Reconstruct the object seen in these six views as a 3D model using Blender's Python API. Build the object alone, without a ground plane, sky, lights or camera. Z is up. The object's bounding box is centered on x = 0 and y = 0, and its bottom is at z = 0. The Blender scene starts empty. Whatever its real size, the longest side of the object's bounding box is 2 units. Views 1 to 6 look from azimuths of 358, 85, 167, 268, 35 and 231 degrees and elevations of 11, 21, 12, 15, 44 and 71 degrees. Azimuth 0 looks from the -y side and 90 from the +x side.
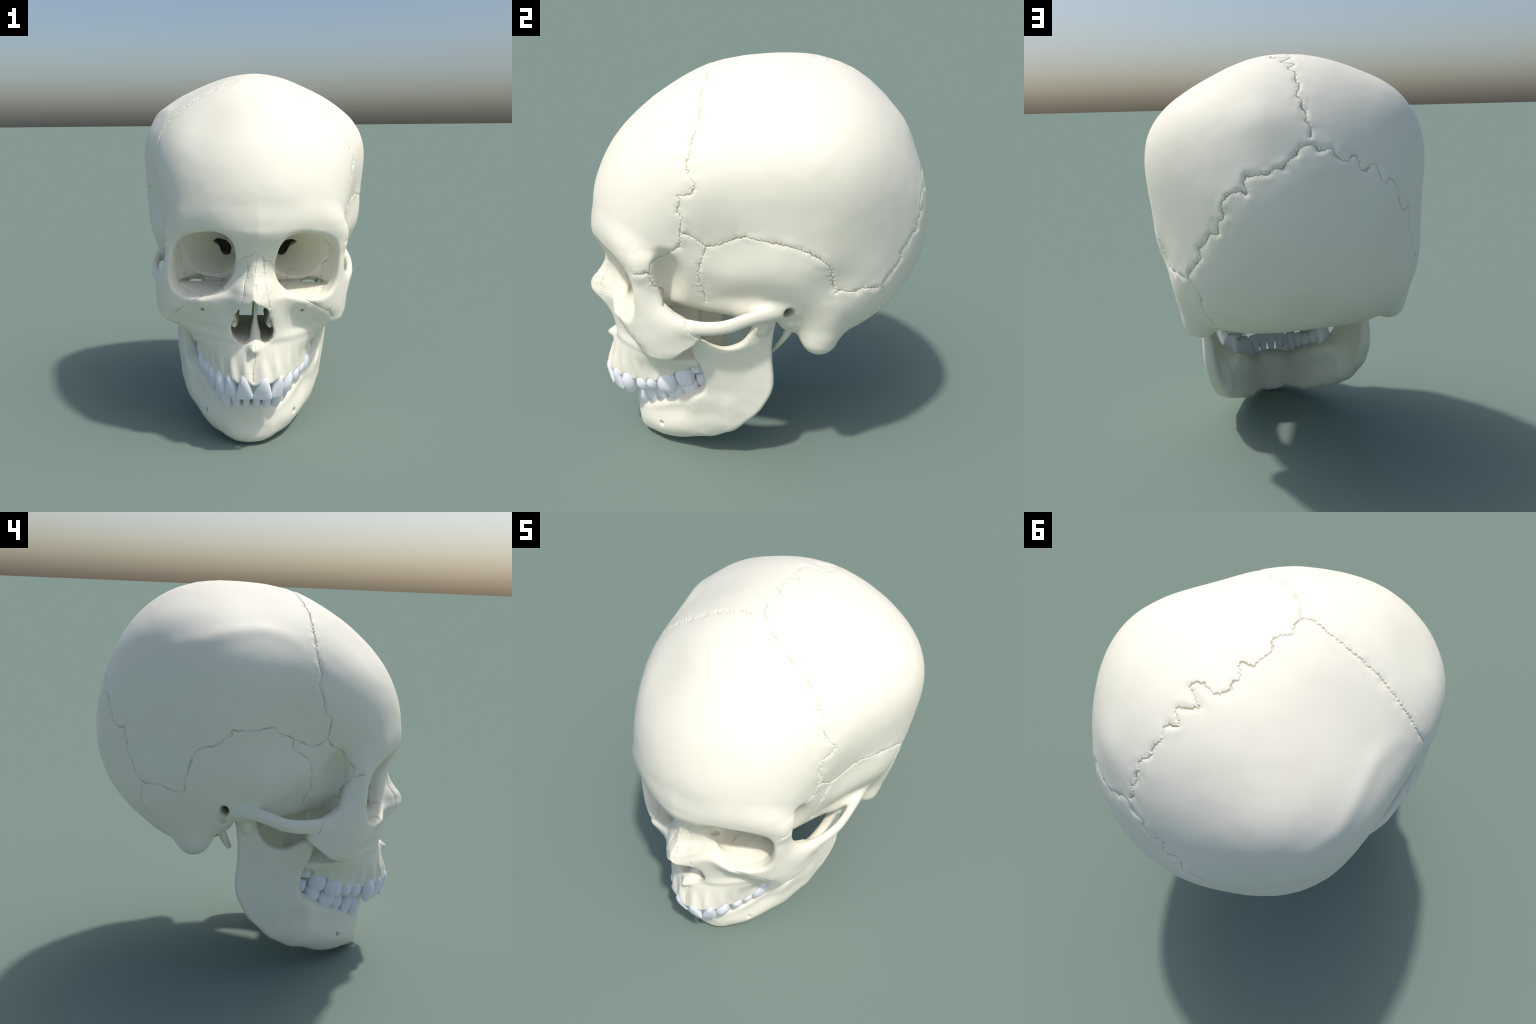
# Human skull with lower jaw and full dentition, built as implicit bone shapes
# (smooth blends of lofted, swept and rounded solids), meshed, grooved along the
# cranial sutures and split into its anatomical bones.
import bpy, math
import numpy as np
from mathutils import kdtree, Vector

SEED = 7
H = .009
rng = np.random.default_rng(SEED)

# ---------------------------------------------------------------- head frame
# The skull leans and turns a little: the head frame has its mirror plane at x=0.
LEAN = np.array([[1, -.0142, -.0503], [.02, 1, 0], [.02, 0, 1]])
LEAN_INV = np.linalg.inv(LEAN)
SHIFT = np.array([.066, 0, 0])

def to_world(h):
    return (np.asarray(h, float) - SHIFT) @ LEAN_INV.T

def to_head(w):
    return np.asarray(w, float) @ LEAN.T + SHIFT

# ---------------------------------------------------------------- braincase
# The rounded form of the braincase as harmonics of the radius about its centre:
# row l holds the terms cos(m*azimuth), azimuth 0 = forehead; the skew rows are the
# small left-right differences (sin terms).
BRAIN_CENTRE = np.array([0, .05, 1.25])
BRAIN_FORM = [
    (0.7162,),
    (0.0363, -0.0237),
    (-0.0089, 0.0027, 0.0583),
    (-0.0029, -0.0089, -0.0065, 0.0347),
    (-0.0081, -0.0104, -0.0145, -0.0038, -0.0008),
    (0.0006, 0.0085, 0.0090, 0.0041, 0.0005, -0.0094),
    (0.0028, -0.0009, 0.0048, 0.0022, -0.0052, 0.0010, -0.0031),
    (0.0016, -0.0008, 0.0024, -0.0005, 0.0019, -0.0007, 0.0011, 0.0007),
    (0.0001, 0.0018, 0.0006, -0.0005, 0.0011, -0.0010, 0.0019, 0.0009, -0.0003),
    (-0.0009, -0.0004, -0.0008, 0.0004, -0.0014, -0.0002, -0.0007, 0.0002, -0.0002, 0.0004),
]
BRAIN_SKEW = [
    (0,),
    (0, -0.0093),
    (0, -0.0089, -0.0061),
    (0, -0.0052, -0.0058, 0.0049),
    (0, 0.0015, 0.0024, -0.0037, -0.0030),
]


def brain_radius(D):
    L = np.linalg.norm(D, axis=1)+1e-9
    z = D[:, 2]/L
    ph = np.arctan2(D[:, 0], -D[:, 1])
    s = np.sqrt(np.maximum(1-z*z, 0))
    n = len(BRAIN_FORM)
    R = np.zeros(len(D))
    pmm = np.ones(len(D))
    for m in range(n):
        if m:
            pmm = pmm*s*math.sqrt((2*m+1)/(2*m))
        cm, sm = np.cos(m*ph), np.sin(m*ph)
        prev = before = None
        for l in range(m, n):
            if l == m:
                p = pmm
            elif l == m+1:
                p = z*math.sqrt(2*m+3)*prev
            else:
                a = math.sqrt((4*l*l-1)/(l*l-m*m)); b = math.sqrt(((l-1)**2-m*m)/(4*(l-1)**2-1))
                p = a*(z*prev-b*before)
            before, prev = prev, p
            R += BRAIN_FORM[l][m]*p*cm
            if m and l < len(BRAIN_SKEW):
                R += BRAIN_SKEW[l][m]*p*sm
    return L, R

# ---------------------------------------------------------------- solids
def smin(a, b, k):
    h = np.clip(.5+.5*(b-a)/k, 0, 1)
    return b+(a-b)*h-k*h*(1-h)

def smax(a, b, k):
    return -smin(-a, -b, k)

def catmull(pts, n):
    """smooth curve through control rows, n steps per span"""
    p = np.asarray(pts, float)
    if len(p) < 3:
        return p
    q = np.vstack([2*p[0]-p[1], p, 2*p[-1]-p[-2]])
    out = []
    for i in range(1, len(q)-2):
        for t in np.arange(n)/n:
            a, b, c, d = q[i-1:i+3]
            out.append(.5*((2*b)+(c-a)*t+(2*a-5*b+4*c-d)*t*t+(3*b-a-3*c+d)*t**3))
    out.append(p[-1])
    return np.array(out)

def box_distance(P, lo, hi):
    d = np.maximum(np.maximum(lo-P, P-hi), 0)
    return np.sqrt((d*d).sum(1))

PAD = .105
def local(P, lo, hi, fn):
    """evaluate a solid only near its bounding box"""
    out = box_distance(P, np.asarray(lo), np.asarray(hi))
    m = out < PAD
    if m.any():
        out[m] = fn(P[m])
    return out

def tube(P, rows, flat=(1, 1, 1), steps=4):
    """round tapered sweep; rows are x, y, z, radius; flat stretches it"""
    c = catmull(rows, steps)
    s = np.asarray(flat, float)
    r = c[:, 3]
    ext = (r[:, None]/s)
    lo = (c[:, :3]-ext).min(0); hi = (c[:, :3]+ext).max(0)
    def f(Q):
        best = np.full(len(Q), 9.)
        Qs = Q*s; cs = c[:, :3]*s
        for i in range(len(cs)-1):
            ab = cs[i+1]-cs[i]
            ap = Qs-cs[i]
            t = np.clip(ap@ab/(ab@ab+1e-12), 0, 1)
            d = ap-t[:, None]*ab
            np.minimum(best, np.sqrt((d*d).sum(1))-(r[i]+t*(r[i+1]-r[i])), out=best)
        return best/s.max()
    return local(P, lo, hi, f)

def rotation(ax=0, ay=0, az=0):
    a, b, c = np.radians([ax, ay, az])
    X = np.array([[1, 0, 0], [0, math.cos(a), -math.sin(a)], [0, math.sin(a), math.cos(a)]])
    Y = np.array([[math.cos(b), 0, math.sin(b)], [0, 1, 0], [-math.sin(b), 0, math.cos(b)]])
    Zr = np.array([[math.cos(c), -math.sin(c), 0], [math.sin(c), math.cos(c), 0], [0, 0, 1]])
    return Zr@Y@X

def ellipsoid(P, c, r, rot=(0, 0, 0)):
    c = np.asarray(c, float); r = np.asarray(r, float)
    M = rotation(*rot); R = r.max()
    def f(Q):
        q = (Q-c)@M
        k0 = np.sqrt(((q/r)**2).sum(1)); k1 = np.sqrt(((q/r**2)**2).sum(1))
        return np.where(k0 < 1e-6, -r.min(), k0*(k0-1)/(k1+1e-9))
    return local(P, c-R, c+R, f)

def slab(P, c, half, rad, rot=(0, 0, 0)):
    """rounded box"""
    c = np.asarray(c, float); half = np.asarray(half, float)
    M = rotation(*rot); R = np.abs(M)@half
    def f(Q):
        q = np.abs((Q-c)@M)-(half-rad)
        return np.sqrt((np.maximum(q, 0)**2).sum(1))+np.minimum(q.max(1), 0)-rad
    return local(P, c-R, c+R, f)

def polygon_distance(u, v, poly):
    """signed distance to a closed outline in the (u, v) plane"""
    d = np.full(len(u), 1e9); inside = np.zeros(len(u), bool)
    n = len(poly)
    for i in range(n):
        (x0, y0), (x1, y1) = poly[i], poly[(i+1) % n]
        ex, ey = x1-x0, y1-y0
        wx, wy = u-x0, v-y0
        t = np.clip((wx*ex+wy*ey)/(ex*ex+ey*ey+1e-12), 0, 1)
        dx, dy = wx-t*ex, wy-t*ey
        np.minimum(d, dx*dx+dy*dy, out=d)
        cross = (y0 > v) != (y1 > v)
        inside ^= cross & (u < ex*(v-y0)/(ey if abs(ey) > 1e-9 else 1e-9)+x0)
    return np.where(inside, -np.sqrt(d), np.sqrt(d))

def plan_sweep(P, rows, round_=.02, steps=4):
    """upright wall along a plan curve; rows: x, y, z_low, z_high, half thickness,
    outward drift of the foot per metre of height (about mid height)"""
    c = catmull(rows, steps)
    lo = np.array([c[:, 0].min()-.08, c[:, 1].min()-.08, c[:, 2].min()])
    hi = np.array([c[:, 0].max()+.08, c[:, 1].max()+.08, c[:, 3].max()])
    def f(Q):
        best = np.full(len(Q), 9.); par = np.zeros(len(Q))
        for i in range(len(c)-1):
            a = c[i]; b = c[i+1]
            ab = (b-a)[:2]
            ap = Q[:, :2]-a[:2]
            t = np.clip(ap@ab/(ab@ab+1e-12), 0, 1)
            d = ap-t[:, None]*ab
            dd = np.sqrt((d*d).sum(1))
            m = dd < best
            best[m] = dd[m]; par[m] = i+t[m]
        i0 = np.minimum(par.astype(int), len(c)-2); t = par-i0
        row = c[i0]*(1-t)[:, None]+c[i0+1]*t[:, None]
        zc = (row[:, 2]+row[:, 3])/2; zh = (row[:, 3]-row[:, 2])/2
        # leaning wall: shift the point along the outward normal
        tang = c[i0+1, :2]-c[i0, :2]
        nrm = np.stack([-tang[:, 1], tang[:, 0]], 1)
        nrm /= np.linalg.norm(nrm, axis=1, keepdims=True)+1e-9
        side = ((Q[:, :2]-row[:, :2])*nrm).sum(1)
        ends = np.sqrt(np.maximum(best**2-side**2, 0))
        side = side+row[:, 5]*(Q[:, 2]-zc)
        w = np.sqrt(side**2+ends**2)
        qx = w-(row[:, 4]-round_); qz = np.abs(Q[:, 2]-zc)-(zh-round_)
        return (np.sqrt(np.maximum(qx, 0)**2+np.maximum(qz, 0)**2)
                + np.minimum(np.maximum(qx, qz), 0)-round_)*.9
    return local(P, lo, hi, f)

def horn(P, rows, expo=2.6, tilt=0., steps=3):
    """tapering hollow; rows: x, y, z, half width, half height along mainly -y..+y"""
    c = catmull(rows, steps)
    m = c[:, 3:5].max()
    lo = c[:, :3].min(0)-m; hi = c[:, :3].max(0)+m
    def f(Q):
        y = c[:, 1]
        cx = np.interp(Q[:, 1], y, c[:, 0]); cz = np.interp(Q[:, 1], y, c[:, 2])
        a = np.interp(Q[:, 1], y, c[:, 3]); b = np.interp(Q[:, 1], y, c[:, 4])
        u = np.abs(Q[:, 0]-cx)/a; v = np.abs(Q[:, 2]-cz+tilt*(Q[:, 0]-cx))/b
        k = (u**expo+v**expo)**(1/expo)
        d = (k-1)*np.minimum(a, b)
        d = np.maximum(d, np.maximum(y[0]-Q[:, 1], Q[:, 1]-y[-1]))
        return d*.8
    return local(P, lo, hi, f)

def natural_spline(x, y, q):
    """natural cubic spline through rows y at knots x, sampled at q"""
    x = np.asarray(x, float); y = np.asarray(y, float); n = len(x)
    h = np.diff(x); M = np.zeros((n, n)); B = np.zeros_like(y)
    M[0, 0] = M[-1, -1] = 1
    for i in range(1, n-1):
        M[i, i-1:i+2] = h[i-1], 2*(h[i-1]+h[i]), h[i]
        B[i] = 6*((y[i+1]-y[i])/h[i]-(y[i]-y[i-1])/h[i-1])
    k = np.linalg.solve(M, B)
    i = np.clip(np.searchsorted(x, q)-1, 0, n-2)
    a = (x[i+1]-q)/h[i]; b = 1-a; hh = h[i]**2/6
    e = (slice(None),)+(None,)*(y.ndim-1)
    return a[e]*y[i]+b[e]*y[i+1]+((a**3-a)*hh)[e]*k[i]+((b**3-b)*hh)[e]*k[i+1]

def dents(P, spots):
    """soft local swellings (+) and hollows (-): x, y, z, reach, height"""
    out = np.zeros(len(P))
    for x, y, z, s, a in spots:
        d2 = (P[:, 0]-x)**2+(P[:, 1]-y)**2+(P[:, 2]-z)**2
        m = d2 < (3*s)**2
        out[m] += a*np.exp(-d2[m]/(s*s))
    return out

def noise3(P, freq, seed):
    """smooth lattice noise, -1..1"""
    q = P*freq+seed*17.3
    i = np.floor(q).astype(np.int64); t = q-i
    t = t*t*t*(t*(6*t-15)+10)
    out = np.zeros(len(P))
    for a in (0, 1):
        for b in (0, 1):
            for c in (0, 1):
                h = ((i[:, 0]+a)*73856093) ^ ((i[:, 1]+b)*19349663) ^ ((i[:, 2]+c)*83492791) ^ (seed*2654435)
                h = (h ^ (h >> 13))*1274126177 & 0x7fffffff
                h = (h ^ (h >> 16)) & 0xffff
                w = (t[:, 0] if a else 1-t[:, 0])*(t[:, 1] if b else 1-t[:, 1])*(t[:, 2] if c else 1-t[:, 2])
                out += w*(h/32767.5-1)
    return out

# ---------------------------------------------------------------- cranium
SKULL_FLOOR_Y = (-.9, -.50, -.44, -.28, -.10, .08, .16, .24, .36, .60, .9)
SKULL_FLOOR_Z = (1.02, 1.00, .885, .87, .875, .86, .78, .72, .655, .60, .58)

BRAIN_SPOTS = [  # local swellings and hollows of the braincase: x, y, z, reach, height
    (.57, .0, 1.15, .11, .014), (.53, -.14, 1.10, .12, .026), (-.54, -.10, 1.06, .14, .066),        # temporal squama
    (.61, .10, 1.15, .12, .008), (-.54, -.22, 1.12, .09, .032), (.50, -.24, 1.16, .08, .006),
    (-.27, -.50, 1.72, .17, -.024), (.25, -.52, 1.72, .14, -.016), (0, -.33, 1.90, .12, -.010),      # upper forehead
    (0, -.80, 1.26, .10, -.004), (.15, -.78, 1.26, .08, -.006), (.40, -.60, 1.22, .08, .008), (-.38, -.62, 1.22, .09, .016),   # glabella, side brow
    (.33, .55, .86, .14, -.008), (-.33, .55, .86, .12, -.008), (.05, .74, .84, .13, -.020), (.59, .32, 1.09, .11, -.020),      # below the nape line
    (.20, .72, 1.75, .12, .012), (-.45, .40, 1.74, .12, .014), (.38, .05, 1.86, .12, .012), (-.34, .75, 1.42, .10, .014),
]

ALVEOLAR_UPPER = [  # outer gum line of the upper jaw: x, y, margin height
    (0, -.775, .412), (.055, -.765, .418), (.115, -.735, .418), (.178, -.665, .418), (.225, -.590, .42),
    (.258, -.530, .437), (.288, -.445, .483), (.302, -.365, .525), (.308, -.305, .565)]

# Face mask: horizontal sections of the outer face surface, as distance from the
# upright axis through (0, -.25), at angles from the midline towards the ear.
FACE_AXIS = -.25
FACE_ANGLES = (0, 6, 15, 30, 45, 60, 75, 95)
FACE_SECTIONS = {
    1.22: (.535, .530, .522, .508, .508, .505, .455, .44),
    1.16: (.525, .518, .496, .498, .524, .540, .460, .44),
    1.10: (.503, .492, .462, .484, .522, .543, .450, .42),
    1.00: (.512, .484, .438, .486, .526, .546, .455, .43),
    .95: (.537, .498, .450, .492, .529, .549, .495, .47),
    .90: (.578, .538, .470, .502, .533, .551, .533, .51),
    .86: (.592, .548, .486, .504, .532, .551, .545, .54),
    .82: (.588, .546, .486, .502, .528, .550, .546, .54),
    .75: (.540, .510, .478, .462, .508, .545, .540, .54),
    .70: (.485, .480, .472, .442, .474, .535, .532, .53),
    .67: (.475, .473, .468, .434, .448, .520, .510, .50),
    .63: (.475, .473, .468, .440, .432, .460, .455, .45),
    .58: (.490, .488, .476, .443, .420, .406, .394, .385),
    .52: (.507, .504, .488, .436, .394, .361, .340, .32),
    .43: (.535, .530, .504, .425, .383, .348, .329, .31),
    .36: (.545, .540, .507, .420, .378, .348, .329, .31),
}
_fz = sorted(FACE_SECTIONS)
_fa = np.arange(0, 96.)
_fq = np.arange(.36, 1.2201, .01)
_t = natural_spline(FACE_ANGLES, np.array([FACE_SECTIONS[k] for k in _fz]).T, _fa)
FACE_TABLE = natural_spline(_fz, _t.T, _fq)            # height x angle
# rear border of the cheek bone plate and lower border of its front edge
CHEEK_REAR_Z = (.60, .66, .685, .735, .775, .80, .835, .86, .885, .91, .935, .955, 1.0, 1.05, 1.106, 1.16, 1.22)
CHEEK_REAR_Y = (-.50, -.45, -.395, -.341, -.285, -.27, -.30, -.31, -.34, -.385, -.415, -.432, -.445, -.458, -.475, -.47, -.46)

def face_radius(A):
    a = np.clip(np.degrees(np.arctan2(A[:, 0], FACE_AXIS-A[:, 1])), 0, 94.99)
    z = np.clip((A[:, 2]-.36)/.01, 0, len(_fq)-1.001)
    i = z.astype(int); j = a.astype(int); u = z-i; v = a-j
    T = FACE_TABLE
    return (T[i, j]*(1-u)*(1-v)+T[i+1, j]*u*(1-v)+T[i, j+1]*(1-u)*v+T[i+1, j+1]*u*v)

def rounded_and(*ds, r):
    """intersection with rounded edges"""
    s = sum(np.maximum(d+r, 0)**2 for d in ds)
    m = ds[0]
    for d in ds[1:]:
        m = np.maximum(m, d)
    return np.minimum(m+r, 0)+np.sqrt(s)-r

TOOTH_ANGLES = [-5, 5, 13.5, 22.5, 32, 40, 50.5, 64, 79, 95]

def face(A):
    """upper jaw, cheek bones and nose bridge as one mask with depth"""
    rr = np.hypot(A[:, 0], A[:, 1]-FACE_AXIS)
    out = (rr-face_radius(A))*.85
    y, z = A[:, 1], A[:, 2]
    # cheek plate: a shell under the mask surface
    back = y-np.interp(z, CHEEK_REAR_Z, CHEEK_REAR_Y)
    thick = np.interp(z, (.66, .75, .85, .95, 1.2), (.06, .055, .06, .055, .06))
    shell = rounded_and(out, -out-thick, back*.9, .62-z, z-1.2, y+.20, r=.02)
    # upper jaw body behind the mask: its side wall and rear face
    arch = np.array(ALVEOLAR_UPPER)
    ang = np.degrees(np.arctan2(arch[:, 0], FACE_AXIS-arch[:, 1]))
    a = np.degrees(np.arctan2(A[:, 0], FACE_AXIS-y))
    margin = np.interp(a, ang, arch[:, 2])-.004
    wave = np.interp(a, TOOTH_ANGLES, np.arange(len(TOOTH_ANGLES)))      # whole numbers at tooth centres
    ridge = np.cos(2*np.pi*wave)
    margin = margin+.009*ridge
    out = out-.006*ridge*np.exp(-((z-margin-.05)/.06)**2)*np.clip(1.3-a/60, .15, 1)
    # scalloped margin and root ridges over the teeth
    side = A[:, 0]-np.interp(z, (.4, .62, .70, .86), (.42, .40, .30, .28))
    body = rounded_and(out, side, y+.285, z-.86, r=.025)
    body = rounded_and(body, (margin-z)*.9, r=.012)
    return smin(shell, body, .03)

# curved ridge where the chewing muscle's fascia grips the side wall
TEMPORAL_LINE = [(-.585, .435, 1.677, 0), (-.620, .34, 1.705, 0), (-.626, .24, 1.728, 0), (-.60, .145, 1.752, 0), (-.565, .055, 1.768, 0),
                 (-.535, -.015, 1.773, 0), (-.515, -.09, 1.765, 0), (-.51, -.165, 1.742, 0), (-.53, -.24, 1.68, 0)]

def welt(P, course, reach, height):
    """soft raised line along a course"""
    c = np.array(course)[:, :3]
    m = box_distance(P, c.min(0), c.max(0)) < 2.6*reach
    out = np.zeros(len(P))
    if m.any():
        q = P[m]
        d = tube(q, course)
        a, b = c[:, 1].min(), c[:, 1].max()
        fade = np.clip((q[:, 1]-a)/.22, 0, 1)*np.clip((b-q[:, 1])/.22, 0, 1)
        out[m] = height*fade*np.exp(-(d/reach)**2)
    return out

def cranium(P):
    """signed distance of the skull without the lower jaw, head frame"""
    # the face sits a little to the right of the braincase
    sway = np.interp(P[:, 2], (.45, .60, .70, .90, 1.15), (-.016, -.003, .009, .009, 0))
    ax = np.sqrt((P[:, 0]+sway*np.clip((.15-P[:, 1])/.3, 0, 1))**2+1e-6)
    A = np.stack([ax, P[:, 1], P[:, 2]], 1)          # mirrored half
    L, R = brain_radius(P-BRAIN_CENTRE)
    f = (L-R)*.92
    f = f-dents(P, BRAIN_SPOTS)-welt(P, TEMPORAL_LINE, .045, .008)
    # temporal fossa behind the outer orbit rim
    f = smax(f, -ellipsoid(A, (.510, -.425, 1.05), (.135, .092, .18), (0, 8, 0)), .035)
    # skull base
    floor = np.interp(P[:, 1], SKULL_FLOOR_Y, SKULL_FLOOR_Z)
    floor = floor-.04*P[:, 0]*np.clip((P[:, 1]-.1)/.3, 0, 1)
    f = smax(f, (floor-P[:, 2])*.85, .05)

    # --- brow: soft swelling above the orbits
    f = smin(f, tube(A, [(.0, -.712, 1.21, .06), (.10, -.695, 1.215, .05), (.18, -.668, 1.235, .045), (.27, -.618, 1.235, .043),
                         (.36, -.578, 1.205, .040), (.42, -.530, 1.17, .036), (.435, -.520, 1.10, .026)]), .09)
    f = smin(f, local(A, (0, -.86, .38), (.55, -.25, 1.20), face), .04)
    # lateral wall of the orbit and greater wing of the sphenoid
    f = smin(f, slab(A, (.358, -.437, 1.015), (.011, .120, .13), .010, (0, 0, 38)), .025)
    f = smin(f, tube(A, [(.36, -.33, 1.12, .04), (.33, -.33, 1.02, .04), (.295, -.33, .935, .04)], (1, .6, 1)), .05)
    # floor of the orbit on the cheek side
    f = smin(f, slab(A, (.325, -.525, .846), (.090, .100, .022), .018, (0, -6, -20)), .02)
    # block of ethmoid between the orbits
    f = smin(f, slab(A, (0, -.48, .97), (.115, .21, .13), .04), .03)

    # --- orbits
    f = smax(f, -horn(A, [(.340, -.90, .985, .21, .178), (.279, -.66, 1.003, .181, .168), (.265, -.56, 1.008, .167, .156), (.222, -.46, 1.018, .126, .126),
                          (.172, -.37, 1.03, .082, .086), (.130, -.29, 1.04, .04, .045)], 2.7, .20), .022)
    # fissures at the back of the orbit
    for back, grow in ((0, 0), (.024, .003), (.05, .006), (.10, .012)):
        f = smax(f, -tube(A, [(.242, -.345+back, 1.086, .014+grow), (.21, -.325+back, 1.072, .016+grow), (.178, -.305+back, 1.050, .021+grow),
                              (.158, -.285+back, 1.020, .030+grow), (.156, -.255+back, .985, .022+grow)]), .004)
    f = smax(f, -ellipsoid(A, (.15, -.10, 1.06), (.11, .15, .09)), .02)
    f = smax(f, -tube(A, [(.35, -.455, .885, .011), (.31, -.43, .885, .012), (.26, -.37, .90, .012), (.22, -.30, .93, .012)]), .006)
    # lacrimal pit and foramina of the face
    f = smax(f, -tube(A, [(.107, -.628, .955, .012), (.10, -.58, .90, .010)]), .012)
    f = smax(f, -tube(A, [(.262, -.68, .758, .010), (.25, -.62, .775, .010)]), .014)
    # palate vault
    f = smax(f, -ellipsoid(A, (0, -.47, .40), (.20, .24, .165)), .03)

    # --- nasal cavity: pear-shaped opening, running back to the choanae
    wz = np.interp(A[:, 2], (.585, .600, .612, .635, .67, .71, .754, .792, .814, .834, .854, .88),
                   (-.03, .05, .078, .100, .109, .104, .090, .077, .055, .030, .006, -.03))
    depth = np.interp(A[:, 1], (-.95, -.68, -.55, -.35, -.1), (0, 0, .015, .0, -.02))
    wz = wz+.007*noise3(P, 34, 11)*np.clip((P[:, 2]-.68)/.05, 0, 1)          # ragged bone edge
    nose = np.maximum((A[:, 0]-wz-depth)*.8, (.603+.08*np.clip(A[:, 1]+.7, 0, .5)-A[:, 2]))
    nose = np.maximum(nose, A[:, 1]+.12)
    f = smax(f, -nose, .010)
    f = smax(f, -ellipsoid(A, (0, -.62, .83), (.075, .11, .08)), .012)
    # septum, spine and conchae
    f = np.minimum(f, slab(P, (.008, -.47, .73), (.010, .20, .14), .008))
    f = smin(f, tube(P, [(.012, -.665, .61, .028), (.012, -.655, .645, .026), (.008, -.64, .70, .012)]), .02)
    f = smin(f, tube(P, [(.004, -.69, .590, .034), (.004, -.735, .585, .026), (.004, -.762, .582, .014)]), .03)
    f = np.minimum(f, tube(A, [(.092, -.675, .695, .012), (.088, -.60, .69, .018), (.085, -.40, .69, .020)], (1, 1, .7)))
    f = np.minimum(f, slab(A, (.095, -.52, .735), (.010, .15, .045), .008, (0, 12, 0)))

    # --- zygomatic arch and its root on the temporal bone
    f = smin(f, tube(A, [(.510, -.345, .860, .035), (.543, -.25, .860, .034), (.564, -.16, .875, .032), (.568, -.08, .905, .031),
                         (.560, .0, .928, .032), (.547, .09, .948, .03)], (1.6, 1, 1)), .025)
    f = smin(f, tube(A, [(.46, -.05, .91, .042), (.48, .03, .92, .05), (.50, .12, .965, .045)]), .06)
    f = smin(f, tube(A, [(.375, -.21, .93, .03), (.42, -.10, .935, .05), (.46, .02, .97, .05)]), .06)
    # --- mastoid, tympanic plate, styloid
    f = smin(f, tube(A, [(.475, .30, .98, .10), (.475, .292, .87, .10), (.478, .274, .768, .084)], steps=16), .05)
    f = smin(f, tube(A, [(.465, .285, .80, .072), (.440, .35, .845, .060), (.400, .42, .90, .055)], steps=10), .05)
    f = smin(f, tube(A, [(.485, .115, .885, .036), (.448, .125, .832, .032), (.44, .175, .82, .035), (.45, .22, .82, .04)]), .02)
    f = smax(f, -tube(A, [(.62, .135, .93, .028), (.53, .122, .932, .022), (.40, .10, .93, .020)], (1, 1, .75)), .014)
    f = smax(f, -tube(A, [(.56, .145, .895, .014), (.52, .135, .87, .010)]), .03)
    sty = np.where(P[:, 0] > 0,
                   tube(P, [(.44, .145, .80, .020), (.40, .115, .72, .014), (.335, .06, .61, .010)]),
                   tube(P, [(-.44, .145, .80, .022), (-.415, .125, .74, .018), (-.392, .104, .695, .013)]))
    f = smin(f, sty, .015)
    # --- pterygoid plates
    f = smin(f, slab(A, (.222, -.225, .74), (.012, .055, .14), .01, (0, 0, -12)), .02)
    f = smin(f, slab(A, (.15, -.235, .72), (.012, .05, .14), .01, (0, 0, 8)), .02)
    f = smin(f, slab(A, (.18, -.275, .72), (.06, .035, .13), .02), .02)
    # occipital condyles and the great foramen
    f = smin(f, ellipsoid(A, (.13, .22, .70), (.05, .09, .05), (0, 0, 25)), .05)
    f = smax(f, -ellipsoid(P, (.0, .32, .60), (.12, .15, .16)), .04)
    return f

# ---------------------------------------------------------------- lower jaw
JAW_SHIFT = .006
RAMUS = [(-.32, .18), (-.33, .36), (-.275, .43), (-.266, .50), (-.282, .58), (-.312, .65), (-.325, .715), (-.303, .745), (-.265, .742),
         (-.22, .715), (-.16, .70), (-.09, .728), (-.045, .785), (-.028, .84), (-.02, .868), (.03, .878), (.07, .865), (.066, .80),
         (.058, .70), (.063, .60), (.067, .52), (.060, .46), (.036, .40), (-.008, .322), (-.09, .236), (-.17, .172), (-.25, .132)]
JAW_BODY = [  # x, y, lower border, alveolar border, half thickness, outward lean
    (-.055, -.571, .007, .246, .058, .15), (0, -.576, .003, .250, .058, .15), (.055, -.569, .007, .246, .058, .15), (.106, -.540, .026, .240, .058, .14),
    (.164, -.477, .030, .285, .059, .12), (.213, -.391, .044, .335, .060, .10), (.260, -.307, .088, .375, .060, .08), (.303, -.23, .146, .41, .052, .06), (.342, -.15, .205, .40, .038, .04)]

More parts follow.
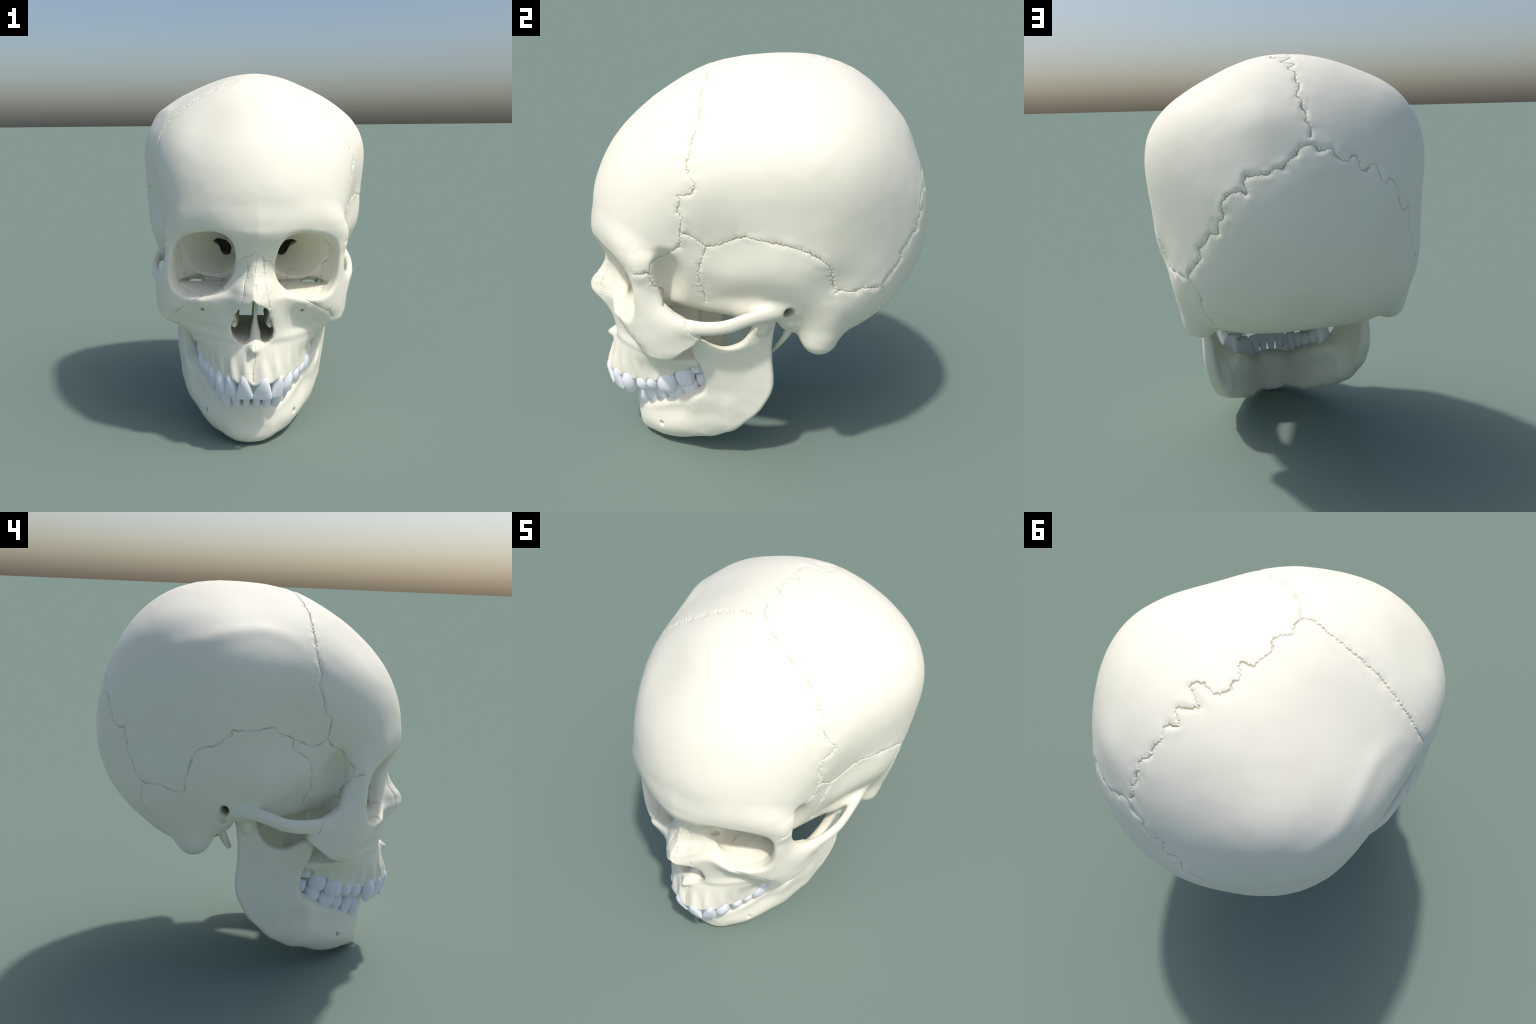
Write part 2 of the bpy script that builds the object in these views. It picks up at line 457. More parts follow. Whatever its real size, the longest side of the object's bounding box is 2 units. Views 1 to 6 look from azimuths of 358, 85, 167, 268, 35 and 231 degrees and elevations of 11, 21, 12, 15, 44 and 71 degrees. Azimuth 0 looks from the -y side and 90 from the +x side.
def mandible(P):
    Q = P-np.array([JAW_SHIFT, 0, 0])
    A = np.stack([np.sqrt(Q[:, 0]**2+1e-4), Q[:, 1], Q[:, 2]], 1)
    f = plan_sweep(A, JAW_BODY, .05)
    n = len(RAMUS)
    poly = catmull(RAMUS[-3:]+RAMUS+RAMUS[:3], 4)[12:12+4*n]      # rounded closed outline
    def ram(B):
        y, z = B[:, 1], B[:, 2]
        s = np.clip((y+.27)/.32, -.3, 1.2)
        xc = (.352+.20*(z-.4))*(1-s)+(.428+.03*(z-.4))*s
        th = np.interp(z, (.1, .4, .6, .75, .86), (.036, .034, .026, .026, .036))-.001*np.clip(s, 0, 1)
        d = polygon_distance(y, z, poly)
        qx = np.abs(B[:, 0]-xc)-th
        r = .022
        a = qx+r; b = d+r
        return (np.minimum(np.maximum(a, b), 0)+np.sqrt(np.maximum(a, 0)**2+np.maximum(b, 0)**2)-r)*.9
    f = smin(f, local(A, (.25, -.38, .05), (.50, .09, .89), ram), .08)
    # inner ridge of the body, condyle, chin
    f = smin(f, tube(A, [(.15, -.45, .22, .04), (.195, -.36, .27, .045), (.225, -.27, .32, .045), (.275, -.18, .37, .035)]), .05)
    f = smin(f, tube(A, [(.385, .045, .85, .032), (.44, .035, .855, .034), (.475, .02, .845, .028)]), .03)
    f = smin(f, ellipsoid(A, (.474, .01, .808), (.018, .020, .015)), .03)
    f = smin(f, tube(A, [(.085, -.560, .115, .045), (.165, -.495, .135, .052), (.228, -.41, .16, .052), (.278, -.31, .20, .045), (.322, -.22, .25, .03)]), .07)
    f = smin(f, tube(A, [(0, -.592, .065, .038), (.05, -.583, .065, .032), (.09, -.56, .07, .026)]), .05)
    # mental foramina and the foramina inside the ramus
    f = smax(f, -tube(A, [(.245, -.505, .152, .012), (.19, -.465, .155, .012)]), .012)
    f = smax(f, -tube(A, [(.365, -.06, .58, .016), (.392, -.085, .555, .010)]), .014)
    return f

# ---------------------------------------------------------------- meshing
def surface_mesh(F, lo, hi, h, levels=3):
    """quads of the zero surface of F: octree descent, then dual contouring"""
    lo = np.asarray(lo, float); hi = np.asarray(hi, float)
    n = np.ceil((hi-lo)/(h*2**levels)).astype(int)
    g = np.stack(np.meshgrid(*[np.arange(k) for k in n], indexing='ij'), -1).reshape(-1, 3)
    corner = np.array([[i, j, k] for i in (0, 1) for j in (0, 1) for k in (0, 1)])
    for lev in range(levels, -1, -1):
        s = h*2**lev
        v = F(lo+(g+.5)*s)
        g = g[np.abs(v) < s*.866*1.5+(.01 if lev else 0)]
        if lev:
            g = (g[:, None]*2+corner[None]).reshape(-1, 3)
    big = np.int64(4096)
    key = lambda a: (a[..., 0].astype(np.int64)*big+a[..., 1])*big+a[..., 2]
    ck = key(g[:, None]+corner[None])
    uk, inv = np.unique(ck, return_inverse=True)
    inv = inv.reshape(ck.shape)
    pts = np.stack([uk//(big*big), (uk//big) % big, uk % big], 1)
    val = F(lo+pts*h)
    val = np.where(val == 0, 1e-9, val)
    cv = val[inv]
    live = (cv.min(1) < 0) & (cv.max(1) > 0)
    g = g[live]; cv = cv[live]
    acc = np.zeros((len(g), 3)); cnt = np.zeros(len(g))
    for a in range(8):
        for b in range(a+1, 8):
            if np.abs(corner[a]-corner[b]).sum() == 1:
                m = (cv[:, a] < 0) != (cv[:, b] < 0)
                t = cv[m, a]/(cv[m, a]-cv[m, b])
                acc[m] += corner[a]+t[:, None]*(corner[b]-corner[a]); cnt[m] += 1
    V = lo+(g+acc/cnt[:, None])*h
    gk = key(g); order = np.argsort(gk); gs = gk[order]
    faces = []
    axes = np.eye(3, dtype=int)
    for d in range(3):
        e1, e2 = axes[(d+1) % 3], axes[(d+2) % 3]
        # edge leaving corner (e1+e2) of the cell along d is shared by four cells
        c0 = 4*(e1+e2)[0]+2*(e1+e2)[1]+(e1+e2)[2]
        c1 = c0+4*axes[d][0]+2*axes[d][1]+axes[d][2]
        m = (cv[:, c0] < 0) != (cv[:, c1] < 0)
        base = g[m]; neg = cv[m, c0] < 0
        idx = []
        ok = np.ones(len(base), bool)
        for off in (0*e1, e1, e1+e2, e2):
            k = key(base+off); p = np.clip(np.searchsorted(gs, k), 0, len(gs)-1)
            ok &= gs[p] == k
            idx.append(order[p])
        q = np.stack(idx, 1)
        q = np.where(neg[:, None], q, q[:, ::-1])
        faces.append(q[ok])
    return V, np.vstack(faces)

def gradient(F, V, e=.002):
    g = np.zeros_like(V)
    for i in range(3):
        d = np.zeros(3); d[i] = e
        g[:, i] = F(V+d)-F(V-d)
    return g/(2*e)

def project(F, V, rounds=2, limit=.006):
    for _ in range(rounds):
        g = gradient(F, V); l2 = np.maximum((g*g).sum(1), .25)
        step = (F(V)/l2)[:, None]*g
        n = np.linalg.norm(step, axis=1, keepdims=True)
        V = V-step*np.minimum(1, limit/np.maximum(n, 1e-9))
    return V

def subdivide(V, Q):
    E = np.sort(np.stack([Q, np.roll(Q, -1, 1)], 2).reshape(-1, 2), 1)
    k = E[:, 0].astype(np.int64)*len(V)+E[:, 1]
    uk, inv = np.unique(k, return_inverse=True)
    mid = (V[uk//len(V)]+V[uk % len(V)])/2
    cen = V[Q].mean(1)
    e = len(V)+inv.reshape(-1, 4); c = len(V)+len(mid)+np.arange(len(Q))
    out = []
    for i in range(4):
        out.append(np.stack([Q[:, i], e[:, i], c, e[:, i-1]], 1))
    return np.vstack([V, mid, cen]), np.stack(out, 1).reshape(-1, 4)

def vertex_normals(V, Q):
    fn = np.cross(V[Q[:, 2]]-V[Q[:, 0]], V[Q[:, 3]]-V[Q[:, 1]])
    n = np.zeros_like(V)
    for i in range(4):
        for a in range(3):
            n[:, a] += np.bincount(Q[:, i], fn[:, a], len(V))
    return n/np.maximum(np.linalg.norm(n, axis=1, keepdims=True), 1e-12)

def tri_normals(V, T):
    fn = np.cross(V[T[:, 1]]-V[T[:, 0]], V[T[:, 2]]-V[T[:, 0]])
    n = np.zeros_like(V)
    for i in range(3):
        for a in range(3):
            n[:, a] += np.bincount(T[:, i], fn[:, a], len(V))
    return n/np.maximum(np.linalg.norm(n, axis=1, keepdims=True), 1e-12)

def refine(V, N, T, label, split):
    """split the edges of a triangle mesh wherever split(a, b) holds; stays watertight"""
    E = np.sort(np.stack([T, np.roll(T, -1, 1)], 2), 2).reshape(-1, 2)
    key = E[:, 0].astype(np.int64)*len(V)+E[:, 1]
    uk, inv = np.unique(key, return_inverse=True)
    a, b = uk//len(V), uk % len(V)
    hit = split(a, b)
    new = np.full(len(uk), -1); new[hit] = len(V)+np.arange(hit.sum())
    V2 = np.vstack([V, (V[a[hit]]+V[b[hit]])/2])
    n = N[a[hit]]+N[b[hit]]
    N2 = np.vstack([N, n/np.linalg.norm(n, axis=1, keepdims=True)])
    M = new[inv.reshape(-1, 3)]                       # midpoint on edge i -> i+1
    cnt = (M >= 0).sum(1)
    tris, labs = [T[cnt == 0]], [label[cnt == 0]]
    def add(l, *ts):
        for t in ts:
            tris.append(np.stack(t, 1)); labs.append(l)
    for i in range(3):
        p, q, r = T[:, i], T[:, (i+1) % 3], T[:, (i+2) % 3]
        mp, mq, mr = M[:, i], M[:, (i+1) % 3], M[:, (i+2) % 3]
        k = (cnt == 1) & (mp >= 0)
        add(label[k], (p[k], mp[k], r[k]), (mp[k], q[k], r[k]))
        k = (cnt == 2) & (mr < 0)
        add(label[k], (mp[k], q[k], mq[k]), (p[k], mp[k], mq[k]), (p[k], mq[k], r[k]))
    k = cnt == 3
    p, q, r = T[k].T; mp, mq, mr = M[k].T
    add(label[k], (p, mp, mr), (mp, q, mq), (mr, mq, r), (mp, mq, mr))
    return V2, N2, np.vstack(tris), np.concatenate(labs)

def relax(V, Q, rounds=1, w=.5):
    for _ in range(rounds):
        s = np.zeros_like(V); c = np.zeros(len(V))
        for i in range(4):
            for j in ((i+1) % 4, (i-1) % 4):
                for a in range(3):
                    s[:, a] += np.bincount(Q[:, i], V[Q[:, j], a], len(V))
                c += np.bincount(Q[:, i], minlength=len(V))
        V = V*(1-w)+w*s/c[:, None]
    return V

def make_object(name, V, Q, mat, parent=None, normals=None):
    me = bpy.data.meshes.new(name)
    me.vertices.add(len(V)); me.vertices.foreach_set('co', np.ascontiguousarray(V, np.float32).ravel())
    k = Q.shape[1]
    me.loops.add(len(Q)*k); me.loops.foreach_set('vertex_index', np.ascontiguousarray(Q, np.int32).ravel())
    me.polygons.add(len(Q)); me.polygons.foreach_set('loop_start', np.arange(len(Q), dtype=np.int32)*k)
    me.update(calc_edges=True); me.validate()
    me.shade_smooth()
    if normals is not None:
        me.normals_split_custom_set_from_vertices(np.ascontiguousarray(normals, np.float32))
    me.materials.append(mat)
    ob = bpy.data.objects.new(name, me)
    bpy.context.scene.collection.objects.link(ob)
    if parent:
        ob.parent = parent
    return ob

# ---------------------------------------------------------------- sutures
# Seams between the bones: course on the surface (head frame), amplitude of the
# fine zigzag, and how open the seam is.
SEAMS = []

def suture(kind, zigzag, opening, course):
    SEAMS.append((kind, zigzag, opening, np.array(course, float)))

suture('coronal', 0.0022, 0.85,
       [(0.009, -0.137, 1.965), (0.054, -0.174, 1.947), (0.12, -0.209, 1.917), (0.181, -0.224, 1.886), (0.242, -0.237, 1.848), (0.293, -0.231, 1.818), (0.331, -0.243, 1.787), (0.369, -0.247, 1.757), (0.39, -0.254, 1.738), (0.427, -0.275, 1.694), (0.464, -0.284, 1.645), (0.481, -0.304, 1.601), (0.506, -0.289, 1.557), (0.52, -0.27, 1.531), (0.523, -0.273, 1.508), (0.517, -0.3, 1.482), (0.502, -0.343, 1.476), (0.507, -0.335, 1.448), (0.504, -0.349, 1.411), (0.507, -0.331, 1.37), (0.5, -0.34, 1.31)])
suture('sphenofrontal', 0.0025, 0.85,
       [(0.5, -0.34, 1.31), (0.49, -0.347, 1.247), (0.479, -0.378, 1.224), (0.421, -0.421, 1.174), (0.445, -0.449, 1.171), (0.473, -0.471, 1.16), (0.476, -0.483, 1.115)])
suture('frontozygomatic', 0.003, 0.9,
       [(0.474, -0.482, 1.109), (0.481, -0.5, 1.12), (0.479, -0.519, 1.114), (0.466, -0.554, 1.108)])
suture('sphenozygomatic', 0.002, 0.8,
       [(0.474, -0.482, 1.109), (0.471, -0.479, 1.087), (0.462, -0.467, 1.048), (0.382, -0.445, 0.996), (0.378, -0.439, 0.969), (0.47, -0.432, 0.949)])
suture('sphenoparietal', 0.0022, 0.85,
       [(0.5, -0.34, 1.31), (0.506, -0.303, 1.302), (0.509, -0.269, 1.277), (0.512, -0.235, 1.248)])
suture('squamosal', 0.0022, 0.85,
       [(0.512, -0.235, 1.248), (0.525, -0.188, 1.256), (0.543, -0.141, 1.28), (0.56, -0.1, 1.3), (0.578, -0.06, 1.316), (0.586, -0.038, 1.306), (0.609, 0.018, 1.298), (0.631, 0.085, 1.291), (0.645, 0.163, 1.27), (0.647, 0.221, 1.241), (0.637, 0.276, 1.198), (0.626, 0.297, 1.161), (0.611, 0.308, 1.102), (0.602, 0.32, 1.048)])
suture('parietomastoid', 0.002, 0.85,
       [(0.602, 0.32, 1.048), (0.6, 0.341, 1.063), (0.595, 0.378, 1.052), (0.589, 0.416, 1.048), (0.584, 0.441, 1.058), (0.547, 0.523, 1.045)])
suture('sphenotemporal', 0.002, 0.7,
       [(0.512, -0.235, 1.248), (0.508, -0.242, 1.212), (0.496, -0.265, 1.149), (0.48, -0.269, 1.089), (0.465, -0.256, 1.028), (0.443, -0.244, 0.955), (0.445, -0.238, 0.954)])
suture('lambdoid', 0.0022, 1,
       [(0.013, 0.749, 1.606), (0.049, 0.754, 1.595), (0.07, 0.766, 1.567), (0.116, 0.773, 1.54), (0.129, 0.779, 1.521), (0.169, 0.775, 1.518), (0.197, 0.776, 1.499), (0.275, 0.754, 1.495), (0.287, 0.758, 1.468), (0.286, 0.77, 1.428), (0.307, 0.758, 1.437), (0.357, 0.736, 1.419), (0.384, 0.725, 1.378), (0.382, 0.733, 1.333), (0.4, 0.72, 1.311), (0.409, 0.714, 1.263), (0.438, 0.688, 1.261), (0.455, 0.669, 1.227), (0.486, 0.631, 1.19), (0.481, 0.634, 1.157), (0.496, 0.612, 1.126), (0.525, 0.567, 1.085), (0.536, 0.542, 1.046)])
suture('occipitomastoid', 0.002, 0.8,
       [(0.536, 0.542, 1.046), (0.514, 0.562, 1.008), (0.491, 0.569, 0.962), (0.488, 0.534, 0.905), (0.45, 0.493, 0.829), (0.423, 0.449, 0.785)])
suture('lambdoid', 0.0022, 1,
       [(0.013, 0.749, 1.606), (-0.016, 0.75, 1.602), (-0.034, 0.758, 1.581), (-0.09, 0.751, 1.585), (-0.095, 0.761, 1.557), (-0.147, 0.763, 1.528), (-0.163, 0.753, 1.547), (-0.187, 0.745, 1.553), (-0.201, 0.75, 1.529), (-0.201, 0.762, 1.494), (-0.224, 0.758, 1.487), (-0.252, 0.743, 1.507), (-0.283, 0.734, 1.502), (-0.289, 0.745, 1.466), (-0.309, 0.747, 1.429), (-0.346, 0.725, 1.441), (-0.375, 0.708, 1.408), (-0.391, 0.692, 1.35), (-0.42, 0.66, 1.294), (-0.462, 0.618, 1.297), (-0.469, 0.607, 1.254), (-0.47, 0.6, 1.189), (-0.49, 0.575, 1.149), (-0.497, 0.564, 1.106), (-0.513, 0.542, 1.072), (-0.537, 0.51, 1.047)])
suture('occipitomastoid', 0.002, 0.8,
       [(-0.537, 0.51, 1.047), (-0.519, 0.526, 1.015), (-0.499, 0.527, 0.95), (-0.495, 0.506, 0.903), (-0.498, 0.467, 0.858)])
suture('parietomastoid', 0.002, 0.85,
       [(-0.537, 0.51, 1.047), (-0.588, 0.431, 1.054), (-0.607, 0.386, 1.038), (-0.618, 0.354, 1.036), (-0.63, 0.307, 1.041)])
suture('squamosal', 0.0022, 0.85,
       [(-0.63, 0.307, 1.041), (-0.637, 0.312, 1.087), (-0.644, 0.297, 1.127), (-0.652, 0.283, 1.185), (-0.658, 0.268, 1.224), (-0.663, 0.236, 1.251), (-0.665, 0.184, 1.259), (-0.664, 0.149, 1.278), (-0.663, 0.132, 1.297), (-0.659, 0.102, 1.312), (-0.66, 0.095, 1.332), (-0.637, 0.013, 1.327), (-0.605, -0.084, 1.343), (-0.588, -0.117, 1.316), (-0.568, -0.162, 1.297), (-0.558, -0.185, 1.287)])
suture('sphenotemporal', 0.002, 0.7,
       [(-0.558, -0.185, 1.287), (-0.551, -0.188, 1.236), (-0.537, -0.231, 1.208), (-0.516, -0.276, 1.166), (-0.489, -0.286, 1.095), (-0.447, -0.288, 1.017), (-0.441, -0.271, 0.99), (-0.412, -0.238, 0.894)])
suture('sphenoparietal', 0.0022, 0.85,
       [(-0.558, -0.185, 1.287), (-0.541, -0.227, 1.267), (-0.527, -0.267, 1.251), (-0.517, -0.312, 1.254), (-0.518, -0.348, 1.285)])
suture('coronal', 0.0022, 0.85,
       [(0.003, -0.143, 1.964), (-0.015, -0.163, 1.959), (-0.031, -0.174, 1.956), (-0.075, -0.179, 1.953), (-0.12, -0.186, 1.946), (-0.159, -0.198, 1.934), (-0.207, -0.213, 1.914), (-0.258, -0.227, 1.889), (-0.292, -0.239, 1.868), (-0.329, -0.25, 1.845), (-0.367, -0.253, 1.822), (-0.4, -0.256, 1.8), (-0.512, -0.272, 1.692), (-0.539, -0.283, 1.64), (-0.555, -0.301, 1.576), (-0.566, -0.29, 1.546), (-0.561, -0.313, 1.479), (-0.549, -0.331, 1.404), (-0.537, -0.357, 1.375), (-0.518, -0.348, 1.285)])
suture('sphenofrontal', 0.0025, 0.85,
       [(-0.518, -0.348, 1.285), (-0.504, -0.371, 1.251), (-0.469, -0.422, 1.22), (-0.446, -0.447, 1.176), (-0.482, -0.49, 1.14), (-0.472, -0.475, 1.097)])
suture('frontozygomatic', 0.003, 0.9,
       [(-0.472, -0.475, 1.095), (-0.482, -0.512, 1.101), (-0.469, -0.553, 1.106)])
suture('sphenozygomatic', 0.002, 0.8,
       [(-0.472, -0.476, 1.094), (-0.469, -0.47, 1.074), (-0.392, -0.449, 1.02), (-0.385, -0.441, 0.988), (-0.384, -0.442, 0.965), (-0.376, -0.425, 0.958), (-0.49, -0.42, 0.936)])
suture('sagittal', 0.0022, 1,
       [(0.003, -0.143, 1.964), (0.002, -0.11, 1.971), (-0.026, -0.075, 1.979), (-0.021, -0.052, 1.982), (-0.002, -0.003, 1.988), (-0.038, 0.032, 1.992), (-0.041, 0.089, 1.995), (-0.044, 0.128, 1.997), (-0.004, 0.144, 1.996), (-0.025, 0.172, 1.997), (-0.056, 0.196, 1.996), (-0.044, 0.218, 1.995), (-0.062, 0.244, 1.993), (-0.039, 0.29, 1.988), (0.005, 0.296, 1.985), (0.033, 0.301, 1.982), (0.051, 0.339, 1.973), (0.019, 0.345, 1.974), (-0.012, 0.362, 1.972), (-0.03, 0.365, 1.971), (0.004, 0.401, 1.958), (0.026, 0.423, 1.948), (0.004, 0.441, 1.941), (-0.025, 0.452, 1.937), (0.008, 0.479, 1.921), (0.008, 0.504, 1.907), (-0.011, 0.527, 1.892), (0.005, 0.558, 1.868), (-0.007, 0.59, 1.84), (0.017, 0.628, 1.799), (0.002, 0.65, 1.773), (0.01, 0.664, 1.755), (-0.007, 0.688, 1.718), (0.005, 0.704, 1.694), (-0.012, 0.715, 1.673), (-0.003, 0.735, 1.634)])
suture('frontonasal', 0.001, 0.65,
       [(-0.1, -0.695, 1.015), (-0.083, -0.721, 1.035), (-0.064, -0.738, 1.052), (-0.036, -0.75, 1.061), (-0.015, -0.759, 1.078), (0.009, -0.757, 1.073), (0.032, -0.748, 1.056), (0.04, -0.74, 1.038), (0.062, -0.729, 1.036), (0.087, -0.699, 1.01)])
suture('internasal', 0.001, 0.65,
       [(0.005, -0.757, 1.072), (-0.004, -0.754, 1.038), (-0.004, -0.761, 1), (-0.003, -0.781, 0.955), (0.003, -0.804, 0.921), (0.002, -0.836, 0.866)])
suture('nasomaxillary', 0.001, 0.65,
       [(-0.064, -0.737, 1.051), (-0.046, -0.738, 1.014), (-0.044, -0.745, 0.976), (-0.055, -0.751, 0.948), (-0.06, -0.795, 0.889), (-0.069, -0.799, 0.855), (-0.074, -0.796, 0.825)])
suture('nasomaxillary', 0.001, 0.65,
       [(0.038, -0.741, 1.038), (0.043, -0.737, 0.975), (0.047, -0.752, 0.939), (0.057, -0.771, 0.904), (0.066, -0.782, 0.857), (0.074, -0.774, 0.81)])
suture('zygomaticomaxillary', 0.001, 0.65,
       [(-0.39, -0.536, 0.867), (-0.361, -0.544, 0.853), (-0.319, -0.582, 0.839), (-0.274, -0.646, 0.839), (-0.29, -0.671, 0.83), (-0.32, -0.657, 0.806), (-0.363, -0.623, 0.776), (-0.39, -0.598, 0.748), (-0.423, -0.563, 0.716), (-0.453, -0.524, 0.681)])
suture('zygomaticomaxillary', 0.001, 0.65,
       [(0.36, -0.537, 0.86), (0.324, -0.591, 0.836), (0.258, -0.674, 0.836), (0.285, -0.669, 0.814), (0.336, -0.629, 0.781), (0.377, -0.598, 0.754), (0.398, -0.582, 0.744), (0.409, -0.565, 0.724), (0.424, -0.543, 0.699)])
suture('zygomaticotemporal', 0.001, 0.65,
       [(0.515, -0.335, 0.892), (0.531, -0.336, 0.874), (0.538, -0.322, 0.841), (0.536, -0.304, 0.823), (0.53, -0.286, 0.815)])
suture('zygomaticotemporal', 0.001, 0.65,
       [(-0.544, -0.342, 0.883), (-0.553, -0.34, 0.851), (-0.552, -0.324, 0.824), (-0.551, -0.293, 0.815), (-0.538, -0.276, 0.808)])
suture('intermaxillary', 0.001, 0.65,
       [(0.011, -0.754, 0.606), (0.01, -0.77, 0.571), (0.012, -0.754, 0.525), (0.004, -0.763, 0.487), (0.008, -0.781, 0.423)])
suture('orbital_wall', 0.001, 0.65,
       [(-0.406, -0.546, 1.075), (-0.396, -0.526, 1.072), (-0.39, -0.489, 1.013), (-0.385, -0.477, 0.963), (-0.37, -0.459, 0.921), (-0.367, -0.455, 0.904)])
suture('orbital_wall', 0.001, 0.65,
       [(0.361, -0.524, 1.11), (0.387, -0.524, 1.074), (0.382, -0.5, 1.032), (0.386, -0.499, 1.011), (0.358, -0.471, 0.973), (0.36, -0.467, 0.935), (0.353, -0.46, 0.901)])
suture('lacrimal', 0.001, 0.65,
       [(-0.208, -0.413, 0.917), (-0.179, -0.431, 0.917), (-0.175, -0.446, 0.899), (-0.17, -0.413, 0.87), (-0.182, -0.513, 0.86), (-0.159, -0.694, 0.878)])
suture('lacrimal', 0.001, 0.65,
       [(0.192, -0.384, 0.932), (0.175, -0.404, 0.925), (0.175, -0.443, 0.89), (0.16, -0.5, 0.86), (0.168, -0.583, 0.859)])


def seam_points():
    """dense jagged seam lines lying on the surface"""
    pts, wid = [], []
    for n, (kind, amp, opening, course) in enumerate(SEAMS):
        r = np.random.default_rng(50+n)
        c = catmull(course, 12)
        # even spacing
        seg = np.linalg.norm(np.diff(c, axis=0), axis=1); s = np.r_[0, np.cumsum(seg)]
        m = max(int(s[-1]/.0018), 4)
        q = np.linspace(0, s[-1], m)
        c = np.stack([np.interp(q, s, c[:, i]) for i in range(3)], 1)
        c = project(cranium, c, 2, .02)
        nrm = gradient(cranium, c); nrm /= np.linalg.norm(nrm, axis=1, keepdims=True)+1e-9
        tan = np.gradient(c, axis=0); tan /= np.linalg.norm(tan, axis=1, keepdims=True)+1e-9
        side = np.cross(tan, nrm)
        w = np.zeros(m)
        for wave, k in ((.055, .8), (.030, 1.), (.017, .6)):
            w += k*np.sin(2*np.pi*q/(wave*r.uniform(.8, 1.2))+1.8*np.sin(2*np.pi*q/r.uniform(.05, .09)+r.uniform(0, 6))+r.uniform(0, 6))
        fade = np.clip(np.minimum(q, s[-1]-q)/.02, 0, 1)
        c = c+side*(amp*w*fade)[:, None]
        pts.append(c)
        open_ = opening*(.75+.35*np.sin(q/.11*2*np.pi*r.uniform(.6, 1.4)+r.uniform(0, 6)))
        wid.append(np.clip(open_, .6*opening, 1.3))
    return np.vstack(pts), np.concatenate(wid)

# one or more starting spots for every bone; bones grow from them up to the seams
BONES = [
    ('frontal_bone', [(0, -.75, 1.5), (.25, -.5, 1.15), (-.25, -.5, 1.15)]),
    ('parietal_bone', [(.4, .2, 1.8)]), ('parietal_bone', [(-.4, .2, 1.8)]),
    ('occipital_bone', [(0, .8, 1.2), (0, .5, .65), (0, .15, .75)]),
    ('temporal_bone', [(.56, .05, 1.15), (.49, .27, .70), (.56, -.15, .88)]),
    ('temporal_bone', [(-.56, .05, 1.15), (-.49, .27, .70), (-.56, -.15, .88)]),
    ('sphenoid_bone', [(.45, -.33, 1.1), (-.45, -.33, 1.1), (0, -.15, .86), (.22, -.2, .7), (-.22, -.2, .7), (.30, -.40, 1.0), (-.30, -.40, 1.0)]),
    ('zygomatic_bone', [(.46, -.5, .78), (.47, -.5, 1.0), (.42, -.50, .95)]),
    ('zygomatic_bone', [(-.46, -.5, .78), (-.47, -.5, 1.0), (-.42, -.50, .95)]),
    ('maxilla', [(.2, -.66, .7), (.22, -.58, .85), (.2, -.3, .6), (.10, -.70, .9)]),
    ('maxilla', [(-.2, -.66, .7), (-.22, -.58, .85), (-.2, -.3, .6), (-.10, -.70, .9)]),
    ('nasal_bone', [(.03, -.79, .93)]), ('nasal_bone', [(-.03, -.79, .93)]),
    ('ethmoid_bone', [(.125, -.5, 1.0), (-.125, -.5, 1.0), (.008, -.5, .72)]),
]

def grow_bones(V, Q, barrier):
    """label every vertex with a bone: shortest way from a start, seams cost dearly"""
    import heapq
    E = np.vstack([np.stack([Q[:, i], Q[:, (i+1) % 4]], 1) for i in range(4)])
    E = np.vstack([E, E[:, ::-1]])
    E = E[np.argsort(E[:, 0], kind='stable')]
    start = np.searchsorted(E[:, 0], np.arange(len(V)+1))
    length = np.linalg.norm(V[E[:, 0]]-V[E[:, 1]], axis=1)+3.*barrier[E[:, 1]]
    nb = E[:, 1].tolist(); length = length.tolist(); start = start.tolist()
    dist = [1e9]*len(V); lab = [0]*len(V)
    heap = []
    for b, (name, spots) in enumerate(BONES):
        for p in spots:
            i = int(np.argmin(((V-np.array(p))**2).sum(1)))
            dist[i] = 0.; lab[i] = b; heap.append((0., i))
    heapq.heapify(heap)
    while heap:
        d, i = heapq.heappop(heap)
        if d > dist[i]:
            continue
        for k in range(start[i], start[i+1]):
            j = nb[k]; e = d+length[k]
            if e < dist[j]:
                dist[j] = e; lab[j] = lab[i]; heapq.heappush(heap, (e, j))
    return np.array(lab)

# ---------------------------------------------------------------- teeth
# crown profiles: height along the crown (0 neck, 1 edge), width and depth factors
CROWN = {
    'incisor': [(-.45, .40, .40), (0, .54, .78), (.25, .66, .86), (.55, .85, .66), (.85, 1.0, .36), (1.0, .95, .20)],
    'canine': [(-.45, .48, .55), (0, .62, .82), (.35, .96, 1.0), (.62, .95, .80), (.85, .62, .48), (1.0, .26, .22)],
    'premolar': [(-.45, .5, .55), (0, .70, .80), (.38, 1.0, 1.0), (.70, .98, .95), (.90, .80, .72), (1.0, .52, .42)],
    'molar': [(-.35, .7, .7), (0, .80, .84), (.38, 1.0, 1.0), (.70, .99, .96), (.90, .86, .80), (1.0, .62, .52)],
}
CUSPS = {'incisor': 0, 'canine': 0, 'premolar': 2, 'molar': 4}
